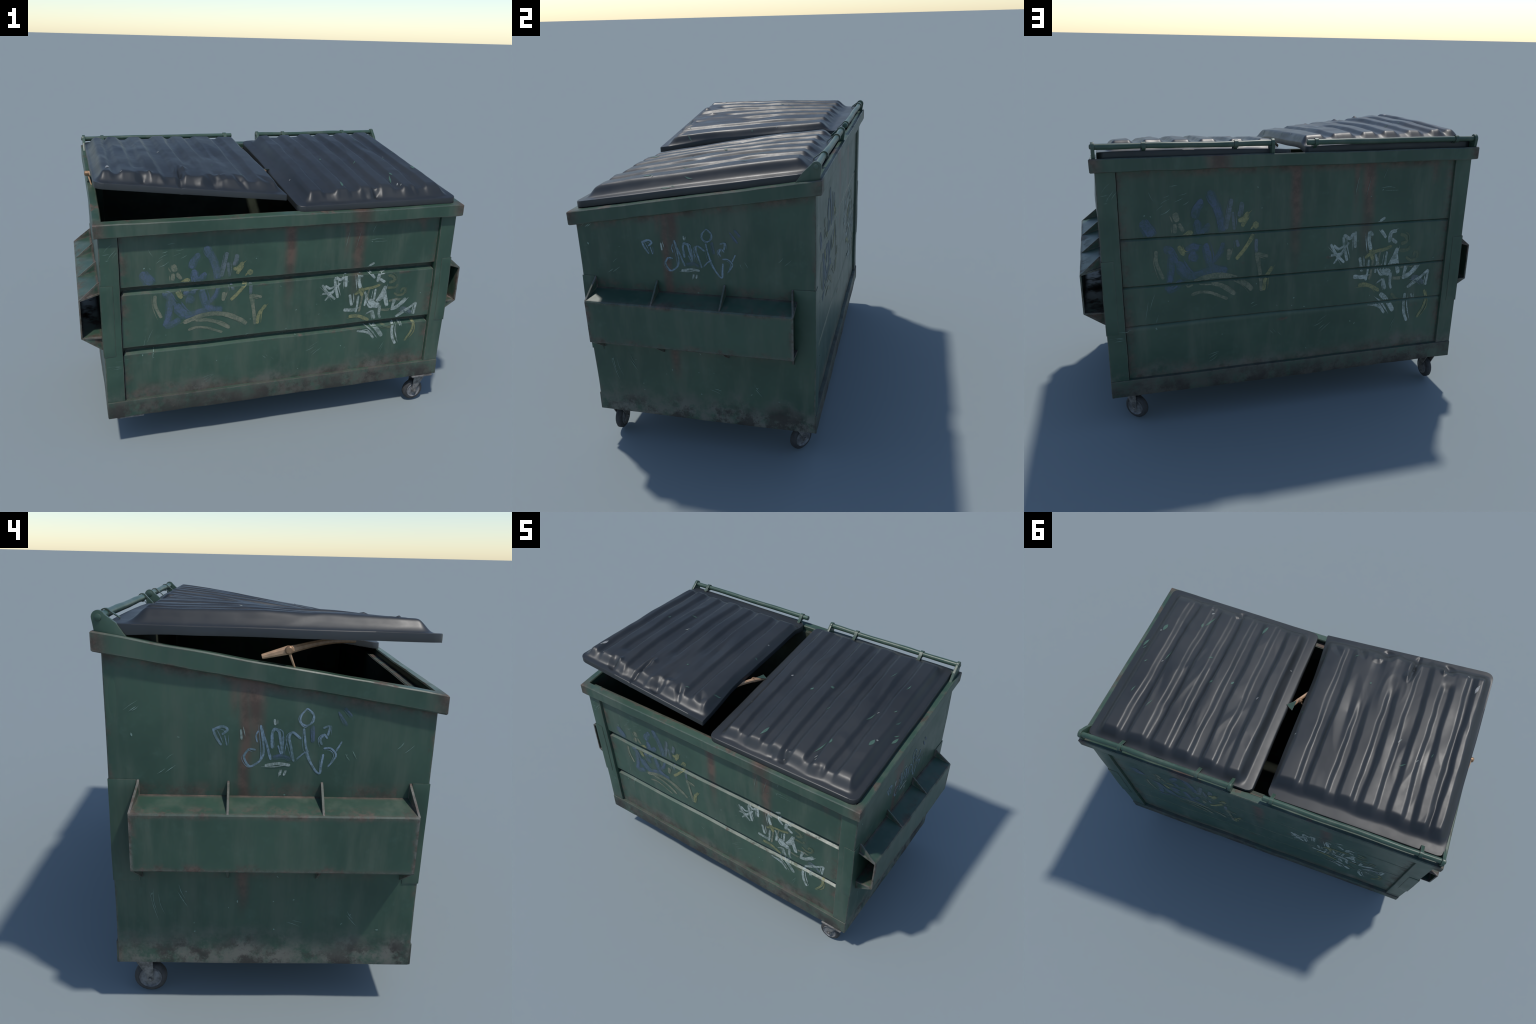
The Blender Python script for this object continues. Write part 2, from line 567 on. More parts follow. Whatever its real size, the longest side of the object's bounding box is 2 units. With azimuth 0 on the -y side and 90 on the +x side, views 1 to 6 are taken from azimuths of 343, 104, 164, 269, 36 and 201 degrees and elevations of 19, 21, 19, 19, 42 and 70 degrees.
# rim: one mitred square frame that follows the sloping top
bm = bmesh.new()
loops = []
path = []
N = 40
corners = [(-1, -1), (1, -1), (1, 1), (-1, 1)]
for (ax, ay), (bx, by) in zip(corners, corners[1:] + corners[:1]):
    n = N if ay == by else 26
    for i in range(n):
        t = i / n
        path.append((ax + (bx - ax) * t, ay + (by - ay) * t))
for cx, cy in path:
    xo, yo = cx * RIM_X, cy * RIM_Y
    xi, yi = cx * RIM_IN_X, cy * RIM_IN_Y
    c = 0.004
    sag = 0.0025 * noise.noise(V((cx * 4, cy * 4, 3.0)))
    t = lambda y: rim_top(y) + sag
    l = lambda y: rim_low(y) + 0.0035 * noise.noise(V((cx * 6, cy * 6, 9.0)))
    k = 1 - c / 0.55
    loops.append([bm.verts.new(p) for p in (
        (xi, yi, t(yi) - 0.026), (xi, yi, t(yi) - c), (xi + (xo - xi) * 0.10, yi + (yo - yi) * 0.10, t(yi)),
        (xo - (xo - xi) * 0.10, yo - (yo - yi) * 0.10, t(yo)), (xo, yo, t(yo) - c), (xo, yo, (t(yo) + l(yo)) / 2),
        (xo, yo, l(yo) + c), (xo - (xo - xi) * 0.10, yo - (yo - yi) * 0.10, l(yo)),
        (xo - (xo - xi) * 0.75, yo - (yo - yi) * 0.75, l(yo)))])
m = len(loops[0])
for a, b in zip(loops, loops[1:] + loops[:1]):
    for j in range(m):
        bm.faces.new((a[j], b[j], b[(j + 1) % m], a[(j + 1) % m]))
finish('top_rim', bm, paint_rim, warped=True, smooth_angle=30)

# ------------------------------------------------------------------ fork pockets
PY0, PY1 = -0.466, 0.437
GUSSETS = [(-0.452, -0.4645), (-0.167, -0.167), (0.131, 0.131), (0.418, 0.435)]   # y at the wall, y at the nose
for sx in (-1, 1):
    W, O, th = BODY_X + 0.0005, 0.9985, 0.007
    bm = bmesh.new()
    # a bent sheet: upper slope, face, lower shelf
    sheet = [(W, 0.816), (O - 0.004, 0.789), (O, 0.784), (O, 0.594), (O - 0.004, 0.589), (W, 0.586)]
    inside = [(W, 0.586 + th), (O - th, 0.589 + th), (O - th, 0.782), (W, 0.816 - th)]
    ring = sheet + inside
    rows = []
    n = 28
    for i in range(n + 1):
        y = PY0 + (PY1 - PY0) * i / n
        rows.append([bm.verts.new((sx * (x + (0.0015 * noise.noise(V((y * 7, z * 9, sx))) if x > 0.95 else 0)), y, z)) for x, z in ring])
    mm = len(ring)
    for a, b in zip(rows, rows[1:]):
        for j in range(mm):
            if j == mm - 1 or j == len(sheet) - 1:
                continue
            bm.faces.new((a[j], b[j], b[j + 1], a[j + 1]))
    for r in (rows[0], rows[-1]):
        bm.faces.new((r[0], r[1], r[8], r[9]))
        bm.faces.new((r[1], r[2], r[8]))
        bm.faces.new((r[2], r[3], r[7], r[8]))
        bm.faces.new((r[3], r[4], r[7]))
        bm.faces.new((r[4], r[5], r[6], r[7]))
    pocket = finish('fork_pocket', bm, paint_pocket, smooth_angle=28)
    for yw, yn in GUSSETS:
        for up in (True, False):
            bm = bmesh.new()
            g = 0.0035
            if up:
                tri = [(W, 0.866, yw), (O - 0.003, 0.788, yn), (W, 0.812, yw), (W + 0.012, 0.858, yw)]
                tri = [tri[0], tri[3], tri[1], tri[2]]
            else:
                tri = [(W, 0.519, yw), (W, 0.593, yw), (O - 0.003, 0.592, yn), (W + 0.014, 0.527, yw)]
            lo = [bm.verts.new((sx * x, y - g, z)) for x, z, y in tri]
            hi = [bm.verts.new((sx * x, y + g, z)) for x, z, y in tri]
            bm.faces.new(lo)
            bm.faces.new(hi[::-1])
            for i in range(4):
                bm.faces.new((lo[i], hi[i], hi[(i + 1) % 4], lo[(i + 1) % 4]))
            finish('gusset', bm, paint_pocket, parent=pocket, smooth_angle=30)
    # thin mounting plates folded round the corner posts
    for sy, yin in ((-1, -0.458), (1, 0.425)):
        bm = bmesh.new()
        xa, xb = sorted((sx * 0.9008, sx * 0.9028))
        ya, yb = sorted((yin, sy * 0.5145))
        add_box(bm, (xa, ya, 0.506), (xb, yb, 0.867), (1, 4, 10), 0.0006)
        xa, xb = sorted((sx * 0.846, sx * 0.9005))
        ya, yb = sorted((sy * 0.5135, sy * 0.5148))
        add_box(bm, (xa, ya, 0.508), (xb, yb, 0.865), (4, 1, 10), 0.0004)
        finish('mounting_plate', bm, paint_plate, parent=pocket, warped=True)

# ------------------------------------------------------------------ lids
def corner_inset(d, r):
    if r <= 0 or d >= r:
        return 0.0
    return r - math.sqrt(max(0.0, r * r - (r - d) ** 2))


class Lid:
    """A pressed plastic lid: lip, raised ribs running front to back, knocks and a down-turned skirt."""

    def __init__(self, x0, x1, y0, y1, corners_z, ribs, rib_end, radii, fields, fill=(), seed=0, bow=0.03, draw=0.0, jut=0.0, tall=0.017):
        self.x0, self.x1, self.y0, self.y1 = x0, x1, y0, y1
        self.cz, self.ribs, self.rib_end, self.radii = corners_z, ribs, rib_end, radii
        self.fields, self.fill, self.seed = fields, fill, seed
        self.bow, self.draw, self.jut, self.tall = bow, draw, jut, tall

    def lip(self, x, y):
        s = (x - self.x0) / (self.x1 - self.x0)
        t = (y - self.y0) / (self.y1 - self.y0)
        fl, fr, bl, br = self.cz
        arch = 0.009 * max(0.0, math.sin(math.pi * min(1, max(0, s)))) ** 0.5 * max(0.0, t) ** 3
        return (fl * (1 - s) + fr * s) * (1 - t) + (bl * (1 - s) + br * s) * t + arch

    def right_edge(self, y):
        t = (y - self.y0) / (self.y1 - self.y0)
        return self.x1 - self.draw * smooth(-0.25, 0.35, t)

    def height(self, x, y):
        sd = self.seed
        f0 = self.y0 + 0.022
        left, right = self.ribs[0][0], self.ribs[-1][1]
        yw = y + 0.010 * noise.noise(V((x * 9, sd, 0)))
        along = smooth(f0, f0 + 0.050, yw) * (1 - smooth(self.rib_end - 0.015, self.rib_end + 0.055, yw))
        pan = smooth(left - 0.035, left + 0.004, x) * (1 - smooth(right - 0.004, right + 0.035, x))
        h = 0.026 * pan * along
        # the sheet is blown up like a cushion
        sx = min(1.0, max(0.0, (x - self.x0) / (self.x1 - self.x0)))
        ty = min(1.0, max(0.0, (y - self.y0) / (self.y1 - self.y0)))
        h += self.bow * math.sin(math.pi * sx) ** 0.5 * math.sin(math.pi * ty) ** 0.8
        best = 0.0
        for i, (a, b) in enumerate(self.ribs):
            aw = a + 0.008 * noise.noise(V((y * 4.5, i * 7 + sd, 1))) + 0.002 * noise.noise(V((y * 15, i * 7 + sd, 4)))
            bw = b + 0.008 * noise.noise(V((y * 4.5, i * 7 + sd, 2.5))) + 0.002 * noise.noise(V((y * 15, i * 7 + sd, 6)))
            e = 0.0145 + 0.006 * noise.noise(V((y * 5, i * 3 + sd, 8)))
            fa = f0 + 0.006 + 0.030 * noise.noise(V((i * 5.1, sd, 2)))
            run = 0.055 + 0.04 * abs(noise.noise(V((i * 2.7, sd, 5))))
            r = smooth(aw - e, aw + e, x) * (1 - smooth(bw - e, bw + e, x))
            r *= smooth(fa, fa + run, yw) * (1 - smooth(self.rib_end - 0.02, self.rib_end + 0.04, yw))
            best = max(best, r * (self.tall + 0.004 * noise.noise(V((i * 3.3, y * 3, sd)))))
        for fx, fy, rx, ry, amount in self.fill:      # stretches where ribs and valleys are pressed flat
            g = math.exp(-abs((x - fx) / rx) ** 4 - abs((y - fy) / ry) ** 4)
            best += (0.013 * pan * along - best) * amount * g
        h += best
        for dx, dy, rx, ry, depth, turn in self.fields:      # creased knocks
            u, v = x - dx, y - dy
            ca, sa = math.cos(turn), math.sin(turn)
            u, v = u * ca + v * sa, -u * sa + v * ca
            q = (abs(u / rx) ** 1.5 + abs(v / ry) ** 1.5) ** 0.667
            if q < 1:
                h += depth * (1 - q) ** 1.3
        inner = min(1.0, along * pan + 0.12)
        p = V((x, y, sd))
        h += inner * (0.0045 * noise.noise(p * 4.2) + 0.0014 * noise.noise(V((x * 15, y * 7, sd + 3))))
        cr = 1 - abs(noise.noise(V((x * 10, y * 3.5, sd + 9)))) * 4
        if cr > 0:
            h += inner * 0.0024 * cr * smooth(0.0, 0.4, noise.noise(V((x * 3, y * 3, sd + 20))) + 0.1)
        return h

    def point(self, x, y, lift=0.0):
        s = (x - self.x0) / (self.x1 - self.x0)
        t = (y - self.y0) / (self.y1 - self.y0)
        jut = self.jut * (1 - s) * (1 - t) ** 2          # the outer front corner is pushed forward
        return V((x, y - jut, self.lip(x, y) + self.height(x, y) + lift))

    def build(self, name, nx=200, ny=210, skirt=0.027):
        bm = bmesh.new()
        fl, fr, bl, br = self.radii
        grid = []
        for j in range(ny + 1):
            y = self.y0 + (self.y1 - self.y0) * j / ny
            df, db = y - self.y0, self.y1 - y
            xa = self.x0 + max(corner_inset(df, fl), corner_inset(db, bl))
            xb = self.right_edge(y) - max(corner_inset(df, fr), corner_inset(db, br))
            xa += 0.0025 * noise.noise(V((y * 4, 1, self.seed)))
            xb += 0.0025 * noise.noise(V((y * 4, 5, self.seed)))
            grid.append([bm.verts.new(self.point(xa + (xb - xa) * i / nx, y)) for i in range(nx + 1)])
        for a, b in zip(grid, grid[1:]):
            for i in range(nx):
                bm.faces.new((a[i], a[i + 1], b[i + 1], b[i]))
        rim = [grid[0][i] for i in range(nx + 1)] + [grid[j][nx] for j in range(1, ny + 1)]
        rim += [grid[ny][i] for i in range(nx - 1, -1, -1)] + [grid[j][0] for j in range(ny - 1, 0, -1)]
        c = V(((self.x0 + self.x1) / 2, (self.y0 + self.y1) / 2, 0))
        down = []
        for v in rim:
            o = V((v.co.x - c.x, v.co.y - c.y, 0)).normalized()
            out = 0.002
            down.append((bm.verts.new(v.co + V((o.x * out, o.y * out, -0.003))), bm.verts.new(v.co + V((o.x * out, o.y * out, -skirt - 0.006 * smooth(0.3, 0.48, v.co.y))))))
        n = len(rim)
        for i in range(n):
            k = (i + 1) % n
            bm.faces.new((rim[k], rim[i], down[i][0], down[k][0]))
            bm.faces.new((down[k][0], down[i][0], down[i][1], down[k][1]))
        bmesh.ops.recalc_face_normals(bm, faces=bm.faces[:])
        up = max(bm.faces, key=lambda f: f.calc_area())
        me_up = sum(f.normal.z for f in bm.faces)
        if me_up < 0:
            bmesh.ops.reverse_faces(bm, faces=bm.faces[:])
        # inner shell
        src = bm.faces[:]
        bm.normal_update()
        inner = {v: bm.verts.new(v.co - v.normal * 0.005) for v in list(bm.verts)}
        for j, row in enumerate(grid):          # the underside is a flatter sheet than the top
            for i, v in enumerate(row):
                y = self.y0 + (self.y1 - self.y0) * j / ny
                low = self.lip(v.co.x, y)
                inner[v].co.z = low + 0.62 * (v.co.z - low) - 0.005
        edge_loop = [d[1] for d in down]
        for f in src:
            bm.faces.new([inner[v] for v in reversed(f.verts)])
        for i in range(n):
            k = (i + 1) % n
            bm.faces.new((edge_loop[k], edge_loop[i], inner[edge_loop[i]], inner[edge_loop[k]]))
        return finish(name, bm, plastic, smooth_angle=50, recalc=False)


RIBS_RIGHT = [(0.105, 0.176), (0.240, 0.310), (0.367, 0.438), (0.484, 0.560), (0.605, 0.686), (0.737, 0.820)]
RIBS_LEFT = [(-0.862, -0.815), (-0.786, -0.720), (-0.668, -0.602), (-0.538, -0.472), (-0.430, -0.357), (-0.310, -0.204), (-0.155, -0.063)]

lid_right = Lid(0.028, 0.884, -0.516, 0.494, (1.187, 1.191, 1.335, 1.346), RIBS_RIGHT, 0.438, (0.035, 0.035, 0.03, 0.03),
                [(0.457, -0.462, 0.040, 0.034, -0.026, 0.5), (0.470, -0.440, 0.02, 0.018, 0.010, 0.0), (0.395, -0.47, 0.03, 0.03, -0.008, 0.3),
                 (0.655, -0.455, 0.03, 0.03, -0.008, 0.6), (0.24, -0.46, 0.03, 0.025, 0.006, 0.2), (0.66, 0.1, 0.05, 0.15, -0.005, 0.2), (0.25, 0.05, 0.06, 0.12, -0.004, -0.2)],
                seed=4, bow=0.023, tall=0.016)
lid_left = Lid(-0.900, -0.012, -0.494, 0.490, (1.339, 1.240, 1.349, 1.342), RIBS_LEFT, 0.392, (0.040, 0.004, 0.03, 0.035),
               [(-0.685, -0.440, 0.040, 0.045, -0.024, 0.5), (-0.655, -0.415, 0.020, 0.03, 0.012, 0.2), (-0.515, -0.400, 0.028, 0.110, -0.030, -0.12),
                (-0.490, -0.330, 0.025, 0.04, 0.010, 0.1), (-0.370, -0.440, 0.050, 0.050, -0.028, 0.4), (-0.330, -0.395, 0.04, 0.03, 0.012, 0.5),
                (-0.235, -0.420, 0.030, 0.060, -0.018, 0.5), (-0.27, -0.05, 0.06, 0.24, -0.012, 0.06), (-0.105, -0.40, 0.035, 0.06, -0.010, 0.6),
                (-0.60, -0.455, 0.03, 0.03, 0.008, 0.3), (-0.43, -0.455, 0.03, 0.03, 0.008, -0.3), (-0.55, 0.05, 0.06, 0.18, -0.006, -0.1)],
               fill=[(-0.695, -0.39, 0.05, 0.06, 1.0), (-0.455, -0.33, 0.05, 0.12, 0.9), (-0.335, -0.24, 0.05, 0.16, 0.9)], seed=13, bow=0.017, draw=0.034, jut=0.016, tall=0.015)
lid_right_ob = lid_right.build('lid')
lid_left_ob = lid_left.build('lid', nx=210)

# ------------------------------------------------------------------ hinges
ROD_Y, ROD_R = 0.513, 0.0130


def rod_z(x):
    return 1.371 + 0.004 * x


def rod(x0, x1, seed):
    bm = bmesh.new()
    n = 60
    pts, rad = [], []
    for i in range(n + 1):
        x = x0 + (x1 - x0) * i / n
        pts.append((x, ROD_Y + 0.0025 * noise.noise(V((x * 5, seed, 0))), rod_z(x) + 0.003 * noise.noise(V((x * 4, seed, 5)))))
        rad.append(ROD_R + 0.0012 * noise.noise(V((x * 9, seed, 2))))
    pts = [pts[0]] + pts + [pts[-1]]
    rad = [rad[0] - 0.003] + rad + [rad[-1] - 0.003]
    pts[0] = (pts[0][0] - 0.002, pts[0][1], pts[0][2])
    pts[-1] = (pts[-1][0] + 0.002, pts[-1][1], pts[-1][2])
    add_tube(bm, pts, rad, 20)
    return finish('hinge_rod', bm, paint_hinge, smooth_angle=50)


def bracket(x, half=0.0075):
    """Upright ear: round head on the rod, spreading foot on the rim."""
    bm = bmesh.new()
    z = rod_z(x)
    r = 0.0205
    out = []
    for i in range(11):
        a = math.radians(200 - i * 19)
        out.append((ROD_Y - 0.001 - r * math.cos(a) * -1, z + r * math.sin(a)))
    # foot: rear foot nearly upright, front foot runs forward
    zf = lambda y: rim_top(y) - 0.004
    out = [(ROD_Y + r * math.cos(math.radians(-15 + i * 17)), z + r * math.sin(math.radians(-15 + i * 17))) for i in range(11)]
    out += [(0.462, 1.352), (0.440, zf(0.440) + 0.012), (0.428, zf(0.428)), (0.526, zf(0.526))]
    add_prism(bm, out, 'x', x - half, x + half, 0.002)
    ob = finish('hinge_bracket', bm, paint_hinge, smooth_angle=40)
    bm = bmesh.new()
    s = 1 if x > 0 else -1
    add_lathe(bm, [(0.0, 0.0), (0.0, 0.0)][:0] + [(half - 0.001, 0.011), (half + 0.004, 0.010), (half + 0.006, 0.006), (half + 0.0065, 0.0)], (x, ROD_Y, z), (s, 0, 0), 16)
    finish('pin_head', bm, paint_hinge, parent=ob)


def clip(x, lid):
    """Strap round the rod that grips the lip of the lid."""
    bm = bmesh.new()
    z = rod_z(x)
    w = 0.0085
    r0, r1 = ROD_R + 0.0008, ROD_R + 0.0045
    tip_y = min(lid.y1 - 0.012, 0.470)
    tip_z = lid.lip(x, tip_y) + lid.height(x, tip_y) + 0.001
    arc = [math.radians(a) for a in range(150, -121, -15)]
    outer = [(ROD_Y + r1 * math.cos(a), z + r1 * math.sin(a)) for a in arc]
    inner = [(ROD_Y + r0 * math.cos(a), z + r0 * math.sin(a)) for a in arc]
    top = [(tip_y, tip_z + 0.004)] + outer + [(tip_y + 0.012, tip_z - 0.020)]
    low = [(tip_y - 0.001, tip_z)] + inner + [(tip_y + 0.010, tip_z - 0.017)]
    cols = []
    for xx in (x - w, x + w):
        cols.append([[bm.verts.new((xx, y, zz)) for y, zz in line] for line in (top, low)])
    n = len(top)
    for i in range(n - 1):
        bm.faces.new((cols[0][0][i], cols[1][0][i], cols[1][0][i + 1], cols[0][0][i + 1]))
        bm.faces.new((cols[0][1][i], cols[0][1][i + 1], cols[1][1][i + 1], cols[1][1][i]))
        for c in (0, 1):
            bm.faces.new((cols[c][0][i], cols[c][0][i + 1], cols[c][1][i + 1], cols[c][1][i]))
    for i in (0, n - 1):
        bm.faces.new((cols[0][0][i], cols[0][1][i], cols[1][1][i], cols[1][0][i]))
    finish('hinge_clip', bm, paint_hinge, smooth_angle=40)


rod(-0.908, -0.038, 3)
rod(0.118, 0.900, 8)
for x in (-0.902, 0.126, 0.899):
    bracket(x)
for x, l in ((-0.800, lid_left), (-0.080, lid_left), (0.293, lid_right), (0.692, lid_right)):
    clip(x, l)

# ------------------------------------------------------------------ castors
def castor(x, y, turn, wheel=True, px=0.062, py=0.052, name='castor'):
    """Swivel castor; turn = heading of the axle in degrees from +x."""
    bm = bmesh.new()
    add_box(bm, (x - px, y - py, 0.1675), (x + px, y + py, 0.1755), (1, 1, 1), 0.0015)
    for dx in (-0.8, 0.8):
        for dy in (-0.75, 0.75):
            add_lathe(bm, [(0, 0.0), (0, 0.006), (0.012, 0.006), (0.012, 0.0)], (x + dx * px, y + dy * py, 0.172), (0, 0, 1), 10)
    root = finish('castor_plate' if not wheel else name, bm, wheel_metal)
    if not wheel:
        return
    a = math.radians(turn)
    ax = V((math.cos(a), math.sin(a), 0))          # axle
    tr = V((-math.sin(a), math.cos(a), 0))         # trailing direction
    c = V((x, y, 0)) + tr * 0.024 + V((0, 0, 0.0665))
    bm = bmesh.new()
    add_lathe(bm, [(0, 0.0), (0, 0.034), (-0.012, 0.036), (-0.016, 0.028), (-0.016, 0.0)], (x, y, 0.1675), (0, 0, 1), 28)
    top_w, low_w, zt, zb = 0.034, 0.013, 0.156, 0.0665
    for s in (-1, 1):
        off = ax * (s * 0.0235)
        q = V((x, y, 0)) + off
        e = V((c.x, c.y, 0)) + off
        line = [q - tr * top_w + V((0, 0, zt)), q + tr * top_w + V((0, 0, zt)), e + tr * low_w + V((0, 0, zb + 0.012))]
        line += [e + tr * (low_w * math.cos(t)) + V((0, 0, zb - low_w * math.sin(t))) for t in (0, 0.5, 1.0, 1.57, 2.1, 2.7, 3.14)]
        line += [e - tr * low_w + V((0, 0, zb + 0.016))]
        lo = [bm.verts.new(p - ax * 0.002) for p in line]
        hi = [bm.verts.new(p + ax * 0.002) for p in line]
        bm.faces.new(lo)
        bm.faces.new(hi[::-1])
        for i in range(len(line)):
            k = (i + 1) % len(line)
            bm.faces.new((lo[i], hi[i], hi[k], lo[k]))
    cr = V((x, y, 0.158))
    corners4 = [cr + ax * (sa * 0.0255) + tr * (sb * 0.034) for sa, sb in ((-1, -1), (1, -1), (1, 1), (-1, 1))]
    lo = [bm.verts.new(p - V((0, 0, 0.003))) for p in corners4]
    hi = [bm.verts.new(p + V((0, 0, 0.002))) for p in corners4]
    bm.faces.new(lo[::-1])
    bm.faces.new(hi)
    for i in range(4):
        k = (i + 1) % 4
        bm.faces.new((lo[i], lo[k], hi[k], hi[i]))
    finish('fork', bm, wheel_metal, parent=root)
    bm = bmesh.new()
    R, w = 0.0603, 0.0175
    add_lathe(bm, [(-w + 0.003, 0.040), (-w, 0.046), (-w + 0.002, R - 0.008), (-w + 0.008, R - 0.001), (0, R), (w - 0.008, R - 0.001), (w - 0.002, R - 0.008), (w, 0.046), (w - 0.003, 0.040)], c, ax, 24)
    finish('tyre', bm, tyre_rubber, parent=root, smooth_angle=60)
    bm = bmesh.new()
    add_lathe(bm, [(-w + 0.003, 0.0), (-w - 0.001, 0.012), (-w + 0.004, 0.020), (-w + 0.005, 0.034), (-w - 0.001, 0.040), (-w + 0.003, 0.043), (w - 0.003, 0.043), (w + 0.001, 0.040), (w - 0.005, 0.034), (w - 0.004, 0.020), (w + 0.001, 0.012), (w - 0.003, 0.0)], c, ax, 24)
    finish('wheel_hub', bm, wheel_rim, parent=root, smooth_angle=40)
    bm = bmesh.new()
    for s in (-1, 1):
        add_lathe(bm, [(0.023, 0.0075), (0.031, 0.0075), (0.0325, 0.005), (0.0325, 0.0)], c, ax * s, 6)
    add_tube(bm, [c - ax * 0.03, c + ax * 0.03], 0.004, 8)
    finish('axle_bolt', bm, wheel_metal, parent=root)


castor(0.812, -0.470, 92.0)
castor(-0.820, 0.438, 180.0)
castor(0.802, 0.412, 52.0)
castor(-0.793, -0.457, 0, wheel=False, px=0.064, py=0.055)

# ------------------------------------------------------------------ broken timber that props the lid
def timber(name, bolt, arm, stub, foot, green_top):
    bolt, arm, stub, foot = V(bolt), V(arm), V(stub), V(foot)
    root = bpy.data.objects.new(name, None)
    bpy.context.scene.collection.objects.link(root)
    root["label"] = "broken raw wooden stick wedged under a lid"
    root["category"] = "wood scrap"

    def bar(part, a, b, wa, ha, wb, hb, mat, bend=0.0):
        bm = bmesh.new()
        d = (b - a).normalized()
        s = d.cross(V((0, 0, 1))).normalized()
        u = s.cross(d)
        rings = []
        n = 8
        for i in range(n + 1):
            t = i / n
            p = a + (b - a) * t + V((0, 0, bend * math.sin(math.pi * t)))
            w, h = wa + (wb - wa) * t, ha + (hb - ha) * t
            ring = []
            for k in range(8):
                an = math.pi / 8 + k * math.pi / 4
                cx, cy = math.cos(an), math.sin(an)
                f = 1.12
                ring.append(bm.verts.new(p + s * max(-1, min(1, cx * f)) * w + u * max(-1, min(1, cy * f)) * h))
            rings.append(ring)
        for r, q in zip(rings, rings[1:]):
            for k in range(8):
                bm.faces.new((r[k], r[(k + 1) % 8], q[(k + 1) % 8], q[k]))
        bm.faces.new(rings[0][::-1])
        bm.faces.new(rings[-1])
        finish(part, bm, mat, parent=root, smooth_angle=30)
    bar('arm', bolt, arm, 0.008, 0.011, 0.006, 0.008, raw_wood, 0.010)
    bar('stub', bolt, stub, 0.009, 0.013, 0.009, 0.007, raw_wood)
    bar('splinter', bolt + V((0, 0, -0.006)), foot, 0.0040, 0.0040, 0.0028, 0.0028, raw_wood)
    bm = bmesh.new()
    ax = (stub - bolt).cross(V((0, 0, 1))).normalized()
    if ax.x > 0:
        ax = -ax
    add_lathe(bm, [(-0.004, 0.013), (0.012, 0.013), (0.017, 0.009), (0.018, 0.0)], bolt, ax, 12)
    finish('bolt', bm, bolt_metal, parent=root)
    if green_top:
        bm = bmesh.new()
        d = (stub - bolt).normalized()
        s = d.cross(V((0, 0, 1))).normalized()
        a = bolt + d * 0.016 + V((0, 0, 0.0145))
        b = stub + V((0, 0, 0.010))
        tri = [a, b + s * 0.020, b - s * 0.024]
        lo = [bm.verts.new(p - V((0, 0, 0.004))) for p in tri]
        hi = [bm.verts.new(p) for p in tri]
        bm.faces.new(lo[::-1])
        bm.faces.new(hi)
        for i in range(3):
            bm.faces.new((lo[i], lo[(i + 1) % 3], hi[(i + 1) % 3], hi[i]))
        finish('painted_shard', bm, paint_hinge, parent=root)


timber('wooden_prop', (-0.908, -0.046, 1.284), (-0.300, -0.345, 1.238), (-0.903, 0.034, 1.262), (-0.893, -0.068, 1.222), False)
timber('wooden_prop', (-0.012, -0.070, 1.264), (-0.110, -0.230, 1.232), (0.022, -0.012, 1.258), (-0.040, -0.060, 1.238), True)

